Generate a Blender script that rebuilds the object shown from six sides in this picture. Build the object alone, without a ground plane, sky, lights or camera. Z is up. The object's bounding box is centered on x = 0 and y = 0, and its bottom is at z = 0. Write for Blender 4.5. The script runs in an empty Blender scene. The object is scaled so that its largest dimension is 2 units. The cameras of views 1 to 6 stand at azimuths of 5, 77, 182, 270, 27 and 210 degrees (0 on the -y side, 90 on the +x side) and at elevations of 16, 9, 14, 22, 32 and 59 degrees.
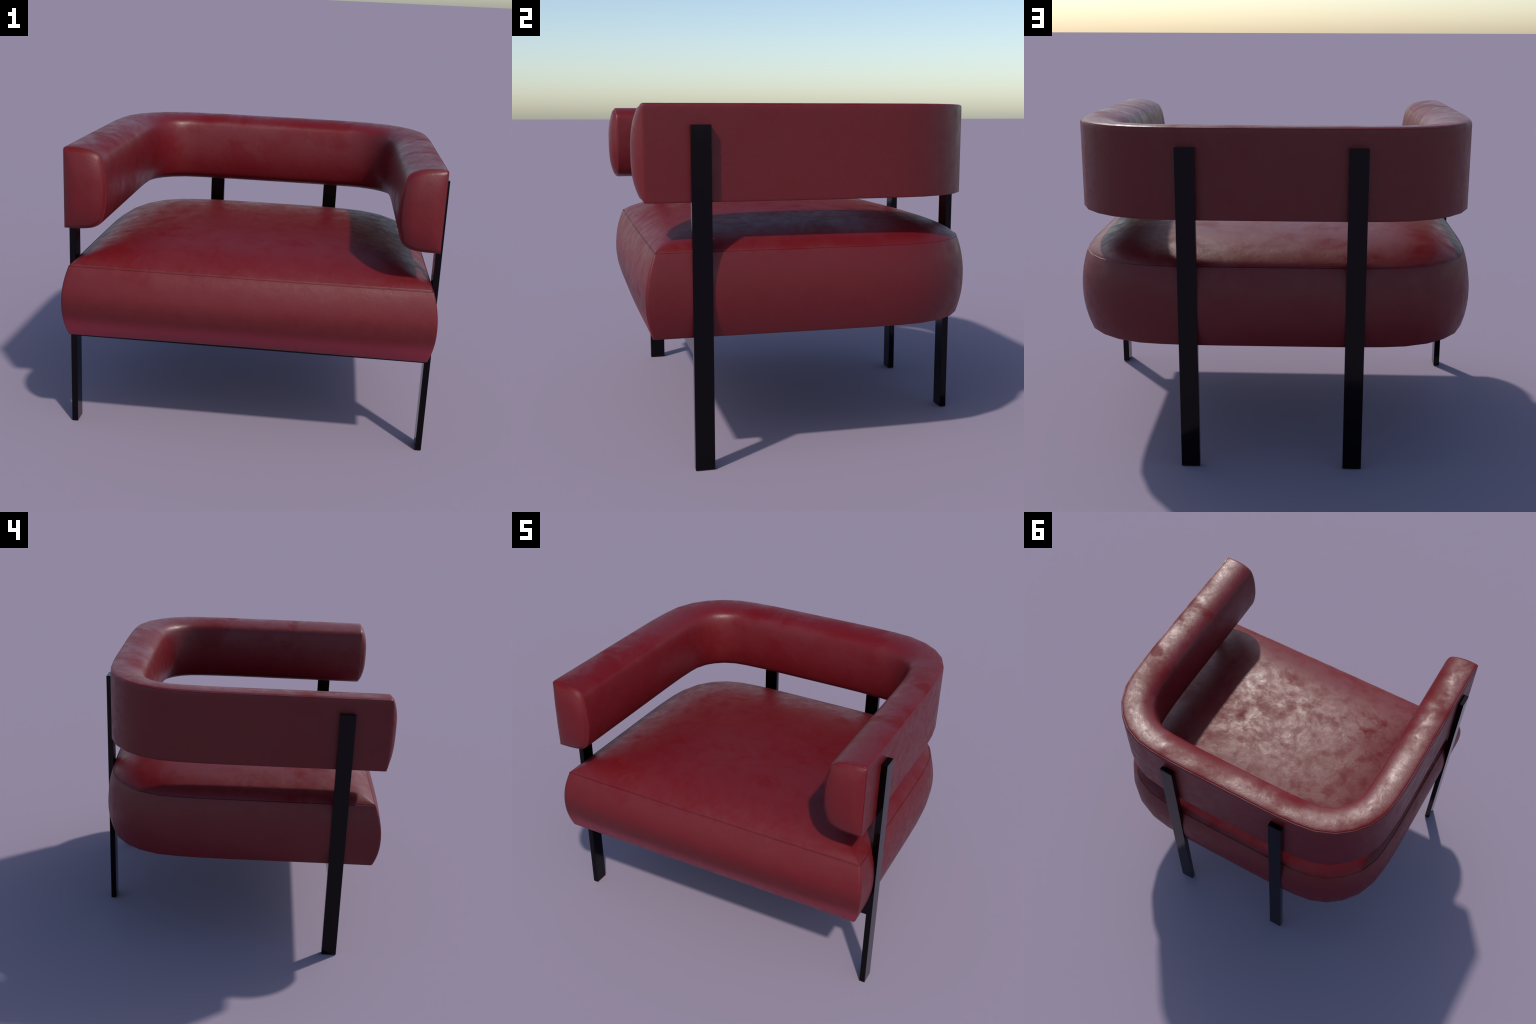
import bpy, bmesh, math
import numpy as np
from mathutils import Vector

# ------------------------------------------------------------------ helpers
def node(nt, kind, loc=(0, 0), **props):
    n = nt.nodes.new(kind)
    n.location = loc
    for k, v in props.items():
        setattr(n, k, v)
    return n


def mesh_object(name, verts, faces, mat, parent, normals=None, smooth=True):
    me = bpy.data.meshes.new(name)
    me.from_pydata([tuple(v) for v in verts], [], faces)
    me.validate(clean_customdata=False)
    me.update()
    me.polygons.foreach_set("use_smooth", [smooth] * len(me.polygons))
    if normals is not None:
        me.normals_split_custom_set_from_vertices([tuple(n) for n in normals])
    me.materials.append(mat)
    ob = bpy.data.objects.new(name, me)
    bpy.context.scene.collection.objects.link(ob)
    ob.parent = parent
    return ob


def vertex_normals(verts, faces):
    """Corner-angle weighted vertex normals of the whole body."""
    V = np.asarray(verts, float)
    N = np.zeros_like(V)
    for f in faces:
        p = V[list(f)]
        k = len(f)
        n = sum(np.cross(p[i], p[(i + 1) % k]) for i in range(k))
        L = np.linalg.norm(n)
        if L < 1e-14:
            continue
        n /= L
        for i in range(k):
            e0, e1 = p[i - 1] - p[i], p[(i + 1) % k] - p[i]
            d = np.linalg.norm(e0) * np.linalg.norm(e1)
            if d > 1e-14:
                N[f[i]] += n * math.acos(max(-1.0, min(1.0, float(e0 @ e1) / d)))
    L = np.linalg.norm(N, axis=1)
    L[L == 0] = 1
    return N / L[:, None]


def catmull(points, per=3, closed=False):
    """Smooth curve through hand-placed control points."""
    P = [np.array(p, float) for p in points]
    n = len(P)
    out = []
    for i in range(n if closed else n - 1):
        if closed:
            a, b, c, d = P[(i - 1) % n], P[i], P[(i + 1) % n], P[(i + 2) % n]
        else:
            a, b, c, d = P[max(i - 1, 0)], P[i], P[i + 1], P[min(i + 2, n - 1)]
        for k in range(per):
            t = k / per
            out.append(0.5 * (2 * b + (c - a) * t + (2 * a - 5 * b + 4 * c - d) * t * t
                              + (3 * b - 3 * c + d - a) * t ** 3))
    if not closed:
        out.append(P[-1])
    return out


# ---------------------------------------------------------------- materials
def leather_material(name, patch_scale, patch_lo, patch_hi, depth, cloud_scale, seat):
    """Satin red hide; `patch_*` steer how much of it is rubbed dry and dull."""
    m = bpy.data.materials.new(name)
    m.use_nodes = True
    nt = m.node_tree
    nt.nodes.clear()
    L = nt.links.new
    out = node(nt, "ShaderNodeOutputMaterial", (1200, 0))
    bsdf = node(nt, "ShaderNodeBsdfPrincipled", (900, 0))
    L(bsdf.outputs[0], out.inputs[0])
    tc = node(nt, "ShaderNodeTexCoord", (-1400, 0))

    # warped coordinates: the scuffs smear along the hide instead of looking like clouds
    warp = node(nt, "ShaderNodeTexNoise", (-1200, -300))
    warp.inputs["Scale"].default_value = 3.0
    warp.inputs["Detail"].default_value = 3.0
    L(tc.outputs["Object"], warp.inputs["Vector"])
    wsub = node(nt, "ShaderNodeVectorMath", (-1030, -300), operation="MULTIPLY_ADD")
    wsub.inputs[1].default_value = (0.14, 0.14, 0.14)
    L(warp.outputs["Color"], wsub.inputs[0])
    L(tc.outputs["Object"], wsub.inputs[2])

    def noise(scale, detail, rough, loc, distortion=0.0, stretch=None):
        n = node(nt, "ShaderNodeTexNoise", loc)
        n.inputs["Scale"].default_value = scale
        n.inputs["Detail"].default_value = detail
        n.inputs["Roughness"].default_value = rough
        n.inputs["Distortion"].default_value = distortion
        if stretch:
            mp = node(nt, "ShaderNodeMapping", (loc[0] - 180, loc[1]))
            mp.inputs["Scale"].default_value = stretch
            mp.inputs["Rotation"].default_value = (0.2, 0.3, 0.7)
            L(wsub.outputs[0], mp.inputs["Vector"])
            L(mp.outputs[0], n.inputs["Vector"])
        else:
            L(wsub.outputs[0], n.inputs["Vector"])
        return n

    def ramp(src, stops, loc):
        r = node(nt, "ShaderNodeValToRGB", loc)
        els = r.color_ramp.elements
        while len(els) < len(stops):
            els.new(0.5)
        for e, (p, v) in zip(els, stops):
            e.position = p
            e.color = (v, v, v, 1)
        L(src, r.inputs[0])
        return r.outputs[0]

    def math_node(op, a, b, loc, clamp=False):
        n = node(nt, "ShaderNodeMath", loc, operation=op, use_clamp=clamp)
        for i, x in enumerate((a, b)):
            if isinstance(x, (int, float)):
                n.inputs[i].default_value = x
            else:
                L(x, n.inputs[i])
        return n.outputs[0]

    patch = noise(patch_scale, 9, 0.60, (-900, 300), 0.0)  # rubbed, duller areas
    streak = noise(cloud_scale, 9, 0.70, (-900, 50), 0.3)          # cloudy scuffs
    fine = noise(26.0, 9, 0.74, (-900, -200), 0.8)         # fine scuffing and creases
    crease = noise(11.0, 6, 0.62, (-900, -450), 0.9)
    rubbed = ramp(patch.outputs["Fac"], [(patch_lo, 0.0), (patch_hi, 1.0)], (-700, 300))
    cloud = ramp(streak.outputs["Fac"], [(0.36, 0.0), (0.64, 1.0)], (-700, 50))
    grit = ramp(fine.outputs["Fac"], [(0.32, 0.0), (0.70, 1.0)], (-700, -200))
    # creases: thin lines where the noise crosses its middle
    c0 = math_node("ABSOLUTE", math_node("SUBTRACT", crease.outputs["Fac"], 0.5, (-700, -450)), 0, (-600, -450))
    lines = ramp(c0, [(0.0, 1.0), (0.045, 0.0)], (-500, -450))

    # wear shows on what faces up or inwards; the flat outsides stay even
    geo = node(nt, "ShaderNodeNewGeometry", (-1300, 900))
    gsep = node(nt, "ShaderNodeSeparateXYZ", (-1100, 900))
    L(geo.outputs["Normal"], gsep.inputs[0])

    def span(src, lo, hi, loc):
        n = node(nt, "ShaderNodeMapRange", loc, interpolation_type="SMOOTHSTEP")
        n.inputs["From Min"].default_value = lo
        n.inputs["From Max"].default_value = hi
        L(src, n.inputs["Value"])
        return n.outputs[0]

    up = span(gsep.outputs[2], 0.25, 0.75, (-900, 900))
    flat = node(nt, "ShaderNodeVectorMath", (-1100, 1100), operation="MULTIPLY")
    flat.inputs[1].default_value = (1, 1, 0)
    L(tc.outputs["Object"], flat.inputs[0])
    dot = node(nt, "ShaderNodeVectorMath", (-950, 1100), operation="DOT_PRODUCT")
    L(flat.outputs[0], dot.inputs[0])
    L(geo.outputs["Normal"], dot.inputs[1])
    inward = math_node("MULTIPLY", span(dot.outputs["Value"], -0.2, -0.5, (-800, 1100)), 0.5, (-650, 1100))
    worn = math_node("ADD", math_node("MAXIMUM", up, inward, (-650, 950)), 0.12, (-550, 950), True)

    # wide zones: scuffed here, left smooth there
    zone = noise(1.5, 3, 0.5, (-900, 500))
    scuffed = ramp(zone.outputs["Fac"], [(0.40, 0.45), (0.58, 1.0)], (-700, 500))
    rubbed = math_node("MULTIPLY", rubbed, worn, (-500, 350))
    rubbed = math_node("MULTIPLY", rubbed, math_node("MULTIPLY", scuffed, depth, (-500, 420)), (-400, 350))
    # broad dry areas that show the plain crimson
    dry_n = noise(2.3, 5, 0.55, (-900, 650))
    dry = math_node("MULTIPLY", ramp(dry_n.outputs["Fac"], [(0.50, 0.0), (0.66, 1.0)], (-700, 650)), worn, (-500, 600))
    # small polished spots that glint
    pol_n = noise(7.0, 7, 0.65, (-900, 780))
    polished = math_node("MULTIPLY", ramp(pol_n.outputs["Fac"], [(0.56, 0.0), (0.68, 1.0)], (-700, 780)), worn, (-500, 700))

    # roughness: satin hide with cloudy scuffs, matt where it has been rubbed dry
    keep = math_node("SUBTRACT", 1.0, math_node("MULTIPLY", rubbed, 0.75, (-300, 420)), (-200, 420))
    r1 = math_node("MULTIPLY", rubbed, 0.20, (-250, 300))
    r2 = math_node("MULTIPLY", math_node("MULTIPLY", cloud, keep, (-250, 150)), 0.15, (-150, 100))
    r3 = math_node("MULTIPLY", math_node("MULTIPLY", grit, keep, (-250, -50)), 0.10 if seat else 0.15, (-150, -100))
    r3 = math_node("SUBTRACT", r3, math_node("MULTIPLY", polished, 0.06, (-150, -180)), (-60, -100))
    r = math_node("ADD", r1, r2, (-60, 200))
    r = math_node("ADD", r, r3, (100, 150))
    r = math_node("ADD", r, ROUGH if seat else ROUGH - 0.045, (260, 150))
    L(r, bsdf.inputs["Roughness"])
    spec = math_node("SUBTRACT", 0.5, math_node("MULTIPLY", rubbed, 0.30, (300, 0)), (420, 0))
    spec = math_node("SUBTRACT", spec, math_node("MULTIPLY", dry, 0.20, (300, -60)), (480, -40), True)
    L(spec, bsdf.inputs["Specular IOR Level"])

    # colour: deep red, a little darker and richer where the hide is rubbed
    mix = node(nt, "ShaderNodeMix", (300, 500), data_type="RGBA")
    mix.inputs[6].default_value = RED_B
    mix.inputs[7].default_value = RED_A
    L(math_node("MULTIPLY", rubbed, 0.8, (0, 400)), mix.inputs[0])

    # the lower part of the front border is pinker, below a darker red band
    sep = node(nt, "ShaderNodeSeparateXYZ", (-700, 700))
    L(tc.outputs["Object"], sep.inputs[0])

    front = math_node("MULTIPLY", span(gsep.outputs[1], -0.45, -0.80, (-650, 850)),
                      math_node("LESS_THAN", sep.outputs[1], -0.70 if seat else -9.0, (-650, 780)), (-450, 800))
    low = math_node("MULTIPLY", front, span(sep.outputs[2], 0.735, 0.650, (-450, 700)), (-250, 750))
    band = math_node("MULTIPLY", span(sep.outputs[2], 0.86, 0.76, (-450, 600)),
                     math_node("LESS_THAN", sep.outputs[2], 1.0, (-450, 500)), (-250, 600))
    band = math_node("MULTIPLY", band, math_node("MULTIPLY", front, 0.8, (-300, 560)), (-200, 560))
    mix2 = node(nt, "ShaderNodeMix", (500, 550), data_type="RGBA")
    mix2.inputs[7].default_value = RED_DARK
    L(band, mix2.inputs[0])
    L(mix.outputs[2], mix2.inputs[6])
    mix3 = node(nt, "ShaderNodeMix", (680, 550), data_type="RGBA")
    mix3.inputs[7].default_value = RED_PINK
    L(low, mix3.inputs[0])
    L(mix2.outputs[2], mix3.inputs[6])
    # groove shadow of the top seam, painted into the colour as darker red
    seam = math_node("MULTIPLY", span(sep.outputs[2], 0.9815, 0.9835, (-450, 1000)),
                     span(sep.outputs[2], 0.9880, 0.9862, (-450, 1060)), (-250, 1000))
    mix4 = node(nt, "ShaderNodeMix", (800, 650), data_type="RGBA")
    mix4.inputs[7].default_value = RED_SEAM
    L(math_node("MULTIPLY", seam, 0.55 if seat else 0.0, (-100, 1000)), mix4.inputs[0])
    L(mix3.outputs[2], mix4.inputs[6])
    L(mix4.outputs[2], bsdf.inputs["Base Color"])

    # relief: soft creases and fine grain
    h1 = math_node("MULTIPLY", streak.outputs["Fac"], 0.22, (0, -300))
    h2 = math_node("MULTIPLY", fine.outputs["Fac"], 0.42, (0, -400))
    h3 = math_node("MULTIPLY", lines, -0.035, (0, -500))
    h = math_node("ADD", math_node("ADD", h1, h2, (120, -350)), h3, (200, -400))
    h = math_node("MULTIPLY", h, keep, (320, -400))
    bump = node(nt, "ShaderNodeBump", (550, -350))
    bump.inputs["Strength"].default_value = BUMP if seat else BUMP * 1.3
    bump.inputs["Distance"].default_value = 0.01
    L(h, bump.inputs["Height"])
    L(bump.outputs[0], bsdf.inputs["Normal"])
    bsdf.inputs["IOR"].default_value = 1.45
    return m


ROUGH = 0.31
BUMP = 0.20
RED_A = (0.116, 0.0040, 0.0066, 1)
RED_B = (0.119, 0.0050, 0.0082, 1)
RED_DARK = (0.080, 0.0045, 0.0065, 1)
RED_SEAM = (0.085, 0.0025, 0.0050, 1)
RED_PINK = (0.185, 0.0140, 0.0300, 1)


def black_metal_material():
    m = bpy.data.materials.new("black_lacquered_steel")
    m.use_nodes = True
    nt = m.node_tree
    b = nt.nodes["Principled BSDF"]
    tc = node(nt, "ShaderNodeTexCoord", (-700, 0))
    n = node(nt, "ShaderNodeTexNoise", (-500, 0))
    n.inputs["Scale"].default_value = 25
    n.inputs["Detail"].default_value = 4
    nt.links.new(tc.outputs["Object"], n.inputs["Vector"])
    mr = node(nt, "ShaderNodeMapRange", (-300, 0))
    mr.inputs["To Min"].default_value = 0.07
    mr.inputs["To Max"].default_value = 0.13
    nt.links.new(n.outputs["Fac"], mr.inputs["Value"])
    nt.links.new(mr.outputs[0], b.inputs["Roughness"])
    b.inputs["Base Color"].default_value = (0.020, 0.019, 0.0205, 1)
    b.inputs["Metallic"].default_value = 1.0
    return m


LEATHER_ARMS = leather_material("worn_red_leather_bolster", 2.3, 0.50, 0.57, 0.78, 9.0, False)
LEATHER_SEAT = leather_material("worn_red_leather_seat", 8.5, 0.47, 0.64, 0.85, 13.0, True)
BLACK = black_metal_material()

# ----------------------------------------------------------------- the chair
chair = bpy.data.objects.new("armchair", None)
bpy.context.scene.collection.objects.link(chair)
chair["label"] = "low barrel armchair in worn red leather with black flat legs"
chair["category"] = "armchair"

# ------------------------------------------------------ plan of the back curve
# how far the rounded back corner stays inside the square corner (a, b):
# a = distance from one straight side, b = distance from the other; symmetric.
CORNER = [(0.0, 0.74), (0.002, 0.593), (0.010, 0.452), (0.026, 0.342), (0.073, 0.228)]
DIAG = (0.1410, 0.1410)


def u_path(x0, y0, front, straight):
    """Left-right symmetric U, from the front right end round the back to the front left."""
    right = [(x0, front + s) for s in straight]
    right += [(x0 - a, y0 - b) for a, b in CORNER] + [(x0 - DIAG[0], y0 - DIAG[1])]
    right += [(x0 - b, y0 - a) for a, b in reversed(CORNER)]
    return right + [(-x, y) for x, y in reversed(right)]


def path_normals(path):
    """Inward plan normals, averaged over both neighbouring runs."""
    P = np.array(path)
    out = []
    for i in range(len(P)):
        n = np.zeros(2)
        for a, b in ((i - 1, i), (i, i + 1)):
            if a < 0 or b >= len(P):
                continue
            d = P[b] - P[a]
            d /= np.linalg.norm(d)
            n += np.array([-d[1], d[0]])
        n /= np.linalg.norm(n)
        out.append(n)
    return out


# ------------------------------------------- backrest and armrests, one bolster
ZT, ZB = 1.628, 1.2045
# section: u = distance inwards from the flat outer face, z = height
inner = [(0.030, 1.6298), (0.068, 1.6302), (0.117, 1.6245), (0.158, 1.6135), (0.189, 1.5965),
         (0.207, 1.567), (0.2195, 1.510), (0.2265, 1.443), (0.2275, 1.385), (0.2225, 1.330),
         (0.210, 1.277), (0.194, 1.241), (0.158, 1.2180), (0.118, 1.2088), (0.068, 1.2050),
         (0.030, 1.2046)]
section = [(0.0, 1.34), (0.0, 1.50), (0.0, ZT - 0.030), (0.0002, ZT - 0.012), (0.0018, ZT - 0.006),
           (0.0048, ZT - 0.0022), (0.0075, ZT - 0.0048), (0.0105, ZT - 0.0006), (0.0160, ZT + 0.0009)]
section += [tuple(p) for p in catmull(inner, 2)]
section += [(0.0160, ZB + 0.0002), (0.0080, ZB), (0.0040, ZB), (0.0018, ZB + 0.0003),
            (0.0006, ZB + 0.0012), (0.0001, ZB + 0.0035), (0.0, ZB + 0.010), (0.0, ZB + 0.030)]
NS = len(section)
SC = np.array([0.105, 1.418])                 # middle of the section, for the end caps

RIM = -0.8145
X0, Y0 = 0.9645, 0.8215
path = u_path(X0, Y0, RIM, [0.0, 0.0025, 0.0065, 0.014, 0.034, 0.16, 0.32, 0.50, 0.68])
norms = path_normals(path)
# turning over of the hide at the two open ends: how far the section shrinks there
END_INSET = {0: 0.0050, 1: 0.0022, 2: 0.0006}
S = np.array(section)
# outward section normals in (u, z)
Sd = np.roll(S, -1, 0) - np.roll(S, 1, 0)
Sn = np.stack([Sd[:, 1], -Sd[:, 0]], 1)
Sn /= np.linalg.norm(Sn, axis=1)[:, None]
area = 0.5 * np.sum(S[:, 0] * np.roll(S[:, 1], -1) - np.roll(S[:, 0], -1) * S[:, 1])
if area < 0:
    Sn = -Sn

ROLL = np.where(Sn[:, 0] < -0.7, 0.3, 1.0)[:, None]      # crisp along the flat outer face

verts, faces, tags = [], [], []
for i, ((px, py), n) in enumerate(zip(path, norms)):
    k = min(i, len(path) - 1 - i)
    inset = END_INSET.get(k, 0.0)
    sec = S - Sn * (inset * ROLL)
    for u, z in sec:
        verts.append((px + n[0] * u, py + n[1] * u, z))
NP = len(path)
Y_SPLIT = 0.085                              # where the armrests hand over to the backrest
for i in range(NP - 1):
    ymid = 0.5 * (path[i][1] + path[i + 1][1])
    part = "backrest" if ymid > Y_SPLIT else ("right" if path[i][0] > 0 else "left")
    for j in range(NS):
        a, b = i * NS + j, i * NS + (j + 1) % NS
        faces.append((a, b, b + NS, a + NS))
        tags.append(part)

SCAP = S.copy()                               # same section with the corner seams filled in
for q in SCAP:
    if 0.003 < q[0] < 0.012:
        if q[1] > 1.4:
            q[1] = ZT - 0.0022 + (q[0] - 0.003) * 0.25
tops = sorted([tuple(p) for p in SCAP if p[1] > 1.56])
bots = sorted([tuple(p) for p in SCAP if p[1] < 1.27])
TOP_U, TOP_Z = [p[0] for p in tops], [p[1] for p in tops]
BOT_U, BOT_Z = [p[0] for p in bots], [p[1] for p in bots]
ins = sorted([(p[1], p[0]) for p in S if p[0] > 0.02])
IN_Z, IN_U = [p[0] for p in ins], [p[1] for p in ins]

# padded end caps: a seam groove, then a pillow that swells forward
for side, base in ((1, 0), (-1, (NP - 1) * NS)):
    rings = [[base + j for j in range(NS)]]

    def pillow(u, z):
        """Padding height 0..1: dies out towards every side of the section."""
        top = np.interp(u, TOP_U, TOP_Z)
        bot = np.interp(u, BOT_U, BOT_Z)
        a = (2 * z - top - bot) / max(top - bot, 1e-6)
        right = np.interp(z, IN_Z, IN_U)
        b = (2 * u - right) / max(right, 1e-6)
        return max(0.0, 1 - abs(a) ** 3.0) * max(0.0, 1 - abs(b) ** 3.4)

    def add_ring(inset, shrink, y, puff=0.0):
        hu = np.where(SCAP[:, :1] < SC[0], inset * 0.4 / SC[0], inset / 0.1225)
        k = np.hstack([1 - hu, np.full_like(hu, 1 - inset / 0.211)])
        sec = SC + (SCAP - SC) * k * (1 - shrink)
        ids = []
        for u, z in sec:
            ids.append(len(verts))
            verts.append((side * (X0 - u), y - puff * pillow(u, z), z))
        rings.append(ids)

    add_ring(0.0068, 0.0, RIM + 0.0026)      # bottom of the groove
    add_ring(0.0084, 0.0, RIM - 0.0002)
    add_ring(0.0108, 0.0, RIM - 0.0020)
    for t in (0.035, 0.08, 0.14, 0.22, 0.32, 0.44, 0.57, 0.70, 0.83, 0.93):
        add_ring(0.0108, t, RIM - 0.0026, 0.039)
    centre = len(verts)
    verts.append((side * (X0 - SC[0]), RIM - 0.0026 - 0.039 * pillow(*SC), SC[1]))
    nm = "right_cap" if side > 0 else "left_cap"
    for r0, r1 in zip(rings[:-1], rings[1:]):
        for j in range(NS):
            f = (r0[j], r1[j], r1[(j + 1) % NS], r0[(j + 1) % NS])
            faces.append(f if side > 0 else f[::-1])
            tags.append(nm)
    for j in range(NS):
        f = (rings[-1][j], centre, rings[-1][(j + 1) % NS])
        faces.append(f if side > 0 else f[::-1])
        tags.append(nm)


def outward(verts, faces):
    """Make every face point away from the solid."""
    bm = bmesh.new()
    bv = [bm.verts.new(v) for v in verts]
    for f in faces:
        bm.faces.new([bv[i] for i in f])
    bm.faces.ensure_lookup_table()
    bmesh.ops.recalc_face_normals(bm, faces=bm.faces[:])
    bm.verts.index_update()
    res = [tuple(v.index for v in f.verts) for f in bm.faces]
    bm.free()
    return res


faces = outward(verts, faces)
vn = vertex_normals(verts, faces)


def split_part(tag, name, parent):
    sel = [f for f, t in zip(faces, tags) if t == tag]
    used = sorted({i for f in sel for i in f})
    idx = {v: k for k, v in enumerate(used)}
    return mesh_object(name, [verts[i] for i in used], [tuple(idx[i] for i in f) for f in sel],
                       LEATHER_ARMS, parent, [vn[i] for i in used])


split_part("backrest", "backrest", chair)
for tag in ("right", "left"):
    arm = split_part(tag, "armrest", chair)
    split_part(tag + "_cap", "armrest_end_panel", arm)

# ------------------------------------------------------------------ seat cushion
SZ, SB = 0.989, 0.603
SX, SY, SF = 0.9600, 0.8165, -0.7760


def seat_half_width(y):
    return SX - 0.002 * min(max((y - SF) / 1.0, 0), 1)


# closed seam outline: front edge, right side, back, left side
fx = SX
tiny = [0.0025, 0.006, 0.012, 0.035]
front_x = [-(fx - d) for d in reversed(tiny)]
front_x = [-fx] + [-(fx - d) for d in tiny] + [-0.8, -0.62, -0.42, -0.21, 0, 0.21, 0.42, 0.62, 0.8] + \
          [fx - d for d in reversed(tiny)]
outline, kind = [], []
for x in front_x:
    outline.append((x, SF - 0.004 * (1 - (x / fx) ** 2)))
    kind.append("front")
CORNER = [(a * 0.95, b * 0.97) for a, b in CORNER]      # the seat turns a little tighter
DIAG = (0.136, 0.136)
side = u_path(SX, SY, SF, [0.0] + tiny + [0.16, 0.32, 0.50, 0.68])
for k, (x, y) in enumerate(side):
    if k == len(side) - 1:
        continue                              # same point as the first of the front edge
    w = seat_half_width(y)
    outline.append((x * w / SX, y))
    kind.append("side")
NO = len(outline)
OUT = np.array(outline)


def outline_normals():
    res = []
    for i in range(NO):
        a, b, c = OUT[i - 1], OUT[i], OUT[(i + 1) % NO]
        n = np.zeros(2)
        for p, q in ((a, b), (b, c)):
            d = (q - p) / np.linalg.norm(q - p)
            n += np.array([d[1], -d[0]])
        res.append(n / np.linalg.norm(n))
    return np.array(res)


ON = outline_normals()
corner_ids = [i for i in range(NO) if abs(abs(OUT[i, 0]) - SX) < 1e-6 and abs(OUT[i, 1] - SF) < 1e-6]
# hide turning in along the two upright front seams
SEAM_DIP = {0: 0.0100, 1: 0.0042, 2: 0.0008, 3: 0.0}
dip = np.zeros(NO)
for c in corner_ids:
    for o, d in SEAM_DIP.items():
        for s in (o, -o):
            dip[(c + s) % NO] = max(dip[(c + s) % NO], d)


def swell(z):
    """Sideways swelling of the box border between seam and bottom edge, 0..1."""
    h = (z - SB) / (SZ - SB)
    return max(0.0, 1 - abs(2 * h - 0.97) ** 2.1) if h > 0.485 else max(0.0, 1 - abs((0.485 - h) / 0.485) ** 2.1)


def swell_vector(i):
    """Full swelling of one outline point: square to its panel, and near the upright
    front seams also along with the neighbouring panel, so the seam itself swells out."""
    x, y = OUT[i]
    sx = math.copysign(1, x)
    near_x = (abs(x) / fx) ** 8
    near_y = max(0.0, 1 - (y - SF) / 0.55) ** 1.6
    if i in corner_ids:
        return np.array([sx * 0.031, -0.037])
    if kind[i] == "front":
        return np.array([sx * 0.031 * near_x, -(0.037 + 0.024 * (1 - (x / SX) ** 4))])
    t = min(max((y + 0.2) / 0.9, 0), 1)
    return ON[i] * (0.031 + 0.002 * t) + np.array([0, -0.037 * near_y])


def foot_forward(i):
    """The lower edge of the front stands a little ahead of the seam."""
    return 1.0 if kind[i] == "front" or i in corner_ids else max(0.0, 1 - (OUT[i, 1] - SF) / 0.55) ** 1.6


sverts, sfaces = [], []
border = [(0.0022, 0.9868), (0.0005, 0.9828)] + [(0.0, z) for z in
          (0.968, 0.950, 0.925, 0.895, 0.862, 0.828, 0.792, 0.756, 0.722, 0.690, 0.662, 0.640, 0.624, 0.613, 0.608)]
border += [(0.0006, 0.6052), (0.0025, 0.6036), (0.0060, 0.6031), (0.03, 0.6031), (0.12, 0.6031)]


def ring(inset, z, with_swell=True):
    ids = []
    fade = min(max((SZ - 0.004 - z) / 0.02, 0), 1) if with_swell else 0
    for i in range(NO):
        sink = 0.0016 if kind[i] == "front" and not with_swell and z < 0.986 and i not in corner_ids else 0
        lift = -sink if sink else 0.006 * (1 - (OUT[i, 0] / SX) ** 2) * max(0, 1 - (z - SB) / 0.06) if kind[i] == "front" else 0
        b = swell_vector(i) * swell(z) if with_swell else 0
        base = 0.011 * (1 - (z - SB) / (SZ - SB)) * foot_forward(i)
        extra = 0.2 * inset if i in corner_ids and not with_swell else 0
        wide = 1.0
        if kind[i] == "front" and not with_swell and i not in corner_ids:
            wide = 1.0 + 0.2 * min((fx - abs(OUT[i, 0])) / 0.06, 1)
        p = OUT[i] - (ON[i] * (inset * wide + extra + dip[i] * fade)) + b + np.array([0, -base])
        ids.append(len(sverts))
        sverts.append((p[0], p[1], z + lift))
    return ids


def bridge(r0, r1):
    for i in range(len(r0)):
        j = (i + 1) % len(r0)
        sfaces.append((r0[i], r0[j], r1[j], r1[i]))


# top panel, from the seam inwards
C = np.array([0.0, 0.02])
CROWN = 0.141


def crown(d):
    return 1 - 0.06 * math.exp(-d / 0.03) - 0.94 * math.exp(-d / 0.20)


top_rings = [ring(0.0062, 0.9838, False)]
top_rings.append(ring(0.0076, 0.9876, False))
first_crown = len(top_rings)
ts = [0.0125, 0.0155, 0.0195, 0.025, 0.035, 0.05, 0.07, 0.095, 0.125, 0.16, 0.20, 0.25, 0.31, 0.38, 0.46, 0.55, 0.65, 0.76, 0.88]


half_y = [OUT[i, 1] for i in range(NO) if OUT[i, 0] > 0.0 and kind[i] == "side"]
half_x = [OUT[i, 0] for i in range(NO) if OUT[i, 0] > 0.0 and kind[i] == "side"]


def crown_at(p):
    """Padding height of the top panel: soft minimum over the distances to its sides."""
    x, y = p
    dx = np.interp(y, half_y, half_x) - abs(x)
    db = np.interp(abs(x), half_x[::-1], half_y[::-1]) - y
    df = y - SF
    g = [max(crown(max(d - 0.0085, 0.0)), 1e-3) for d in (dx, db)]
    g.append(max(1 - math.exp(-max(df - 0.0040, 0.0) / 0.17), 1e-3))
    return (1 + sum(v ** -3.0 - 1 for v in g)) ** (-1 / 3.0)


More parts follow.
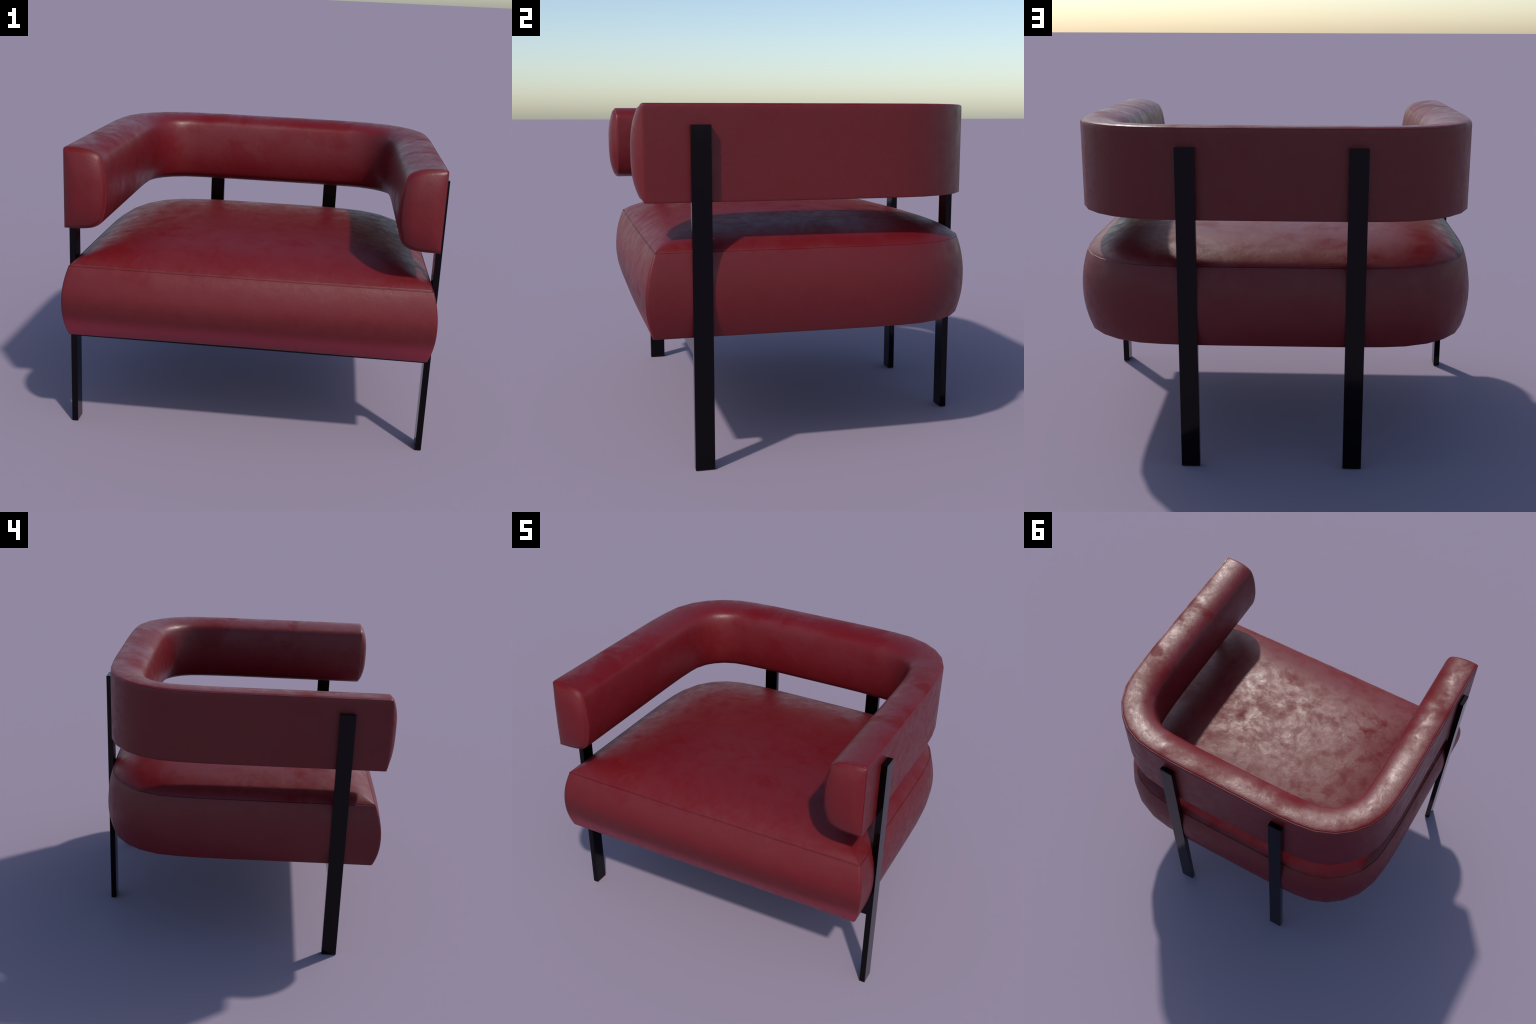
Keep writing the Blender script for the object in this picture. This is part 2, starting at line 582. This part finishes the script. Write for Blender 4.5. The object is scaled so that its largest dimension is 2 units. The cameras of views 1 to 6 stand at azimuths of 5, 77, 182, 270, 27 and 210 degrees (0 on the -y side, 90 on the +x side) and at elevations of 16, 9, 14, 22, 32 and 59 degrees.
for t in ts:
    ids = []
    for i in range(NO):
        p = C + (OUT[i] - C) * (1 - t)
        ids.append(len(sverts))
        sverts.append((p[0], p[1], 0.989 + CROWN * crown_at(p)))
    top_rings.append(ids)
mid = len(sverts)
sverts.append((C[0], C[1], 0.989 + CROWN * crown_at(C)))
for r0, r1 in zip(top_rings[:-1], top_rings[1:]):
    bridge(r1, r0)
for i in range(NO):
    sfaces.append((top_rings[-1][i], mid, top_rings[-1][(i + 1) % NO]))
# border
prev = top_rings[0]
for ins, z in border:
    r = ring(ins, z)
    bridge(prev, r)
    prev = r
c2 = len(sverts)
sverts.append((0, 0, 0.6031))
for i in range(NO):
    sfaces.append((prev[i], prev[(i + 1) % NO], c2))

sfaces = outward(sverts, sfaces)
sn = vertex_normals(sverts, sfaces)
mesh_object("seat_cushion", sverts, sfaces, LEATHER_SEAT, chair, sn)

# ------------------------------------------------------------------ steel frame
def bar(name, lo, hi, parent, bevel=0.0018):
    bm = bmesh.new()
    bmesh.ops.create_cube(bm, size=1)
    lo, hi = Vector(lo), Vector(hi)
    for v in bm.verts:
        v.co = Vector(((v.co[k] + 0.5) * (hi[k] - lo[k]) + lo[k]) for k in range(3))
    bmesh.ops.bevel(bm, geom=bm.edges[:], offset=bevel, segments=2, profile=0.5, affect="EDGES")
    me = bpy.data.meshes.new(name)
    bm.to_mesh(me)
    bm.free()
    me.materials.append(BLACK)
    me.polygons.foreach_set("use_smooth", [False] * len(me.polygons))
    ob = bpy.data.objects.new(name, me)
    bpy.context.scene.collection.objects.link(ob)
    ob.parent = parent
    return ob


LEG_TOP = 1.539
for s in (1, -1):
    bar("leg", (min(s * 0.9655, s * 1.0), -0.614, 0), (max(s * 0.9655, s * 1.0), -0.525, LEG_TOP), chair)
for s in (1, -1):
    bar("leg", (min(s * 0.343, s * 0.432), 0.8215, 0), (max(s * 0.343, s * 0.432), 0.855, LEG_TOP), chair)
bar("seat_rail", (-0.967, -0.612, 0.5265), (0.967, -0.527, 0.6045), chair)
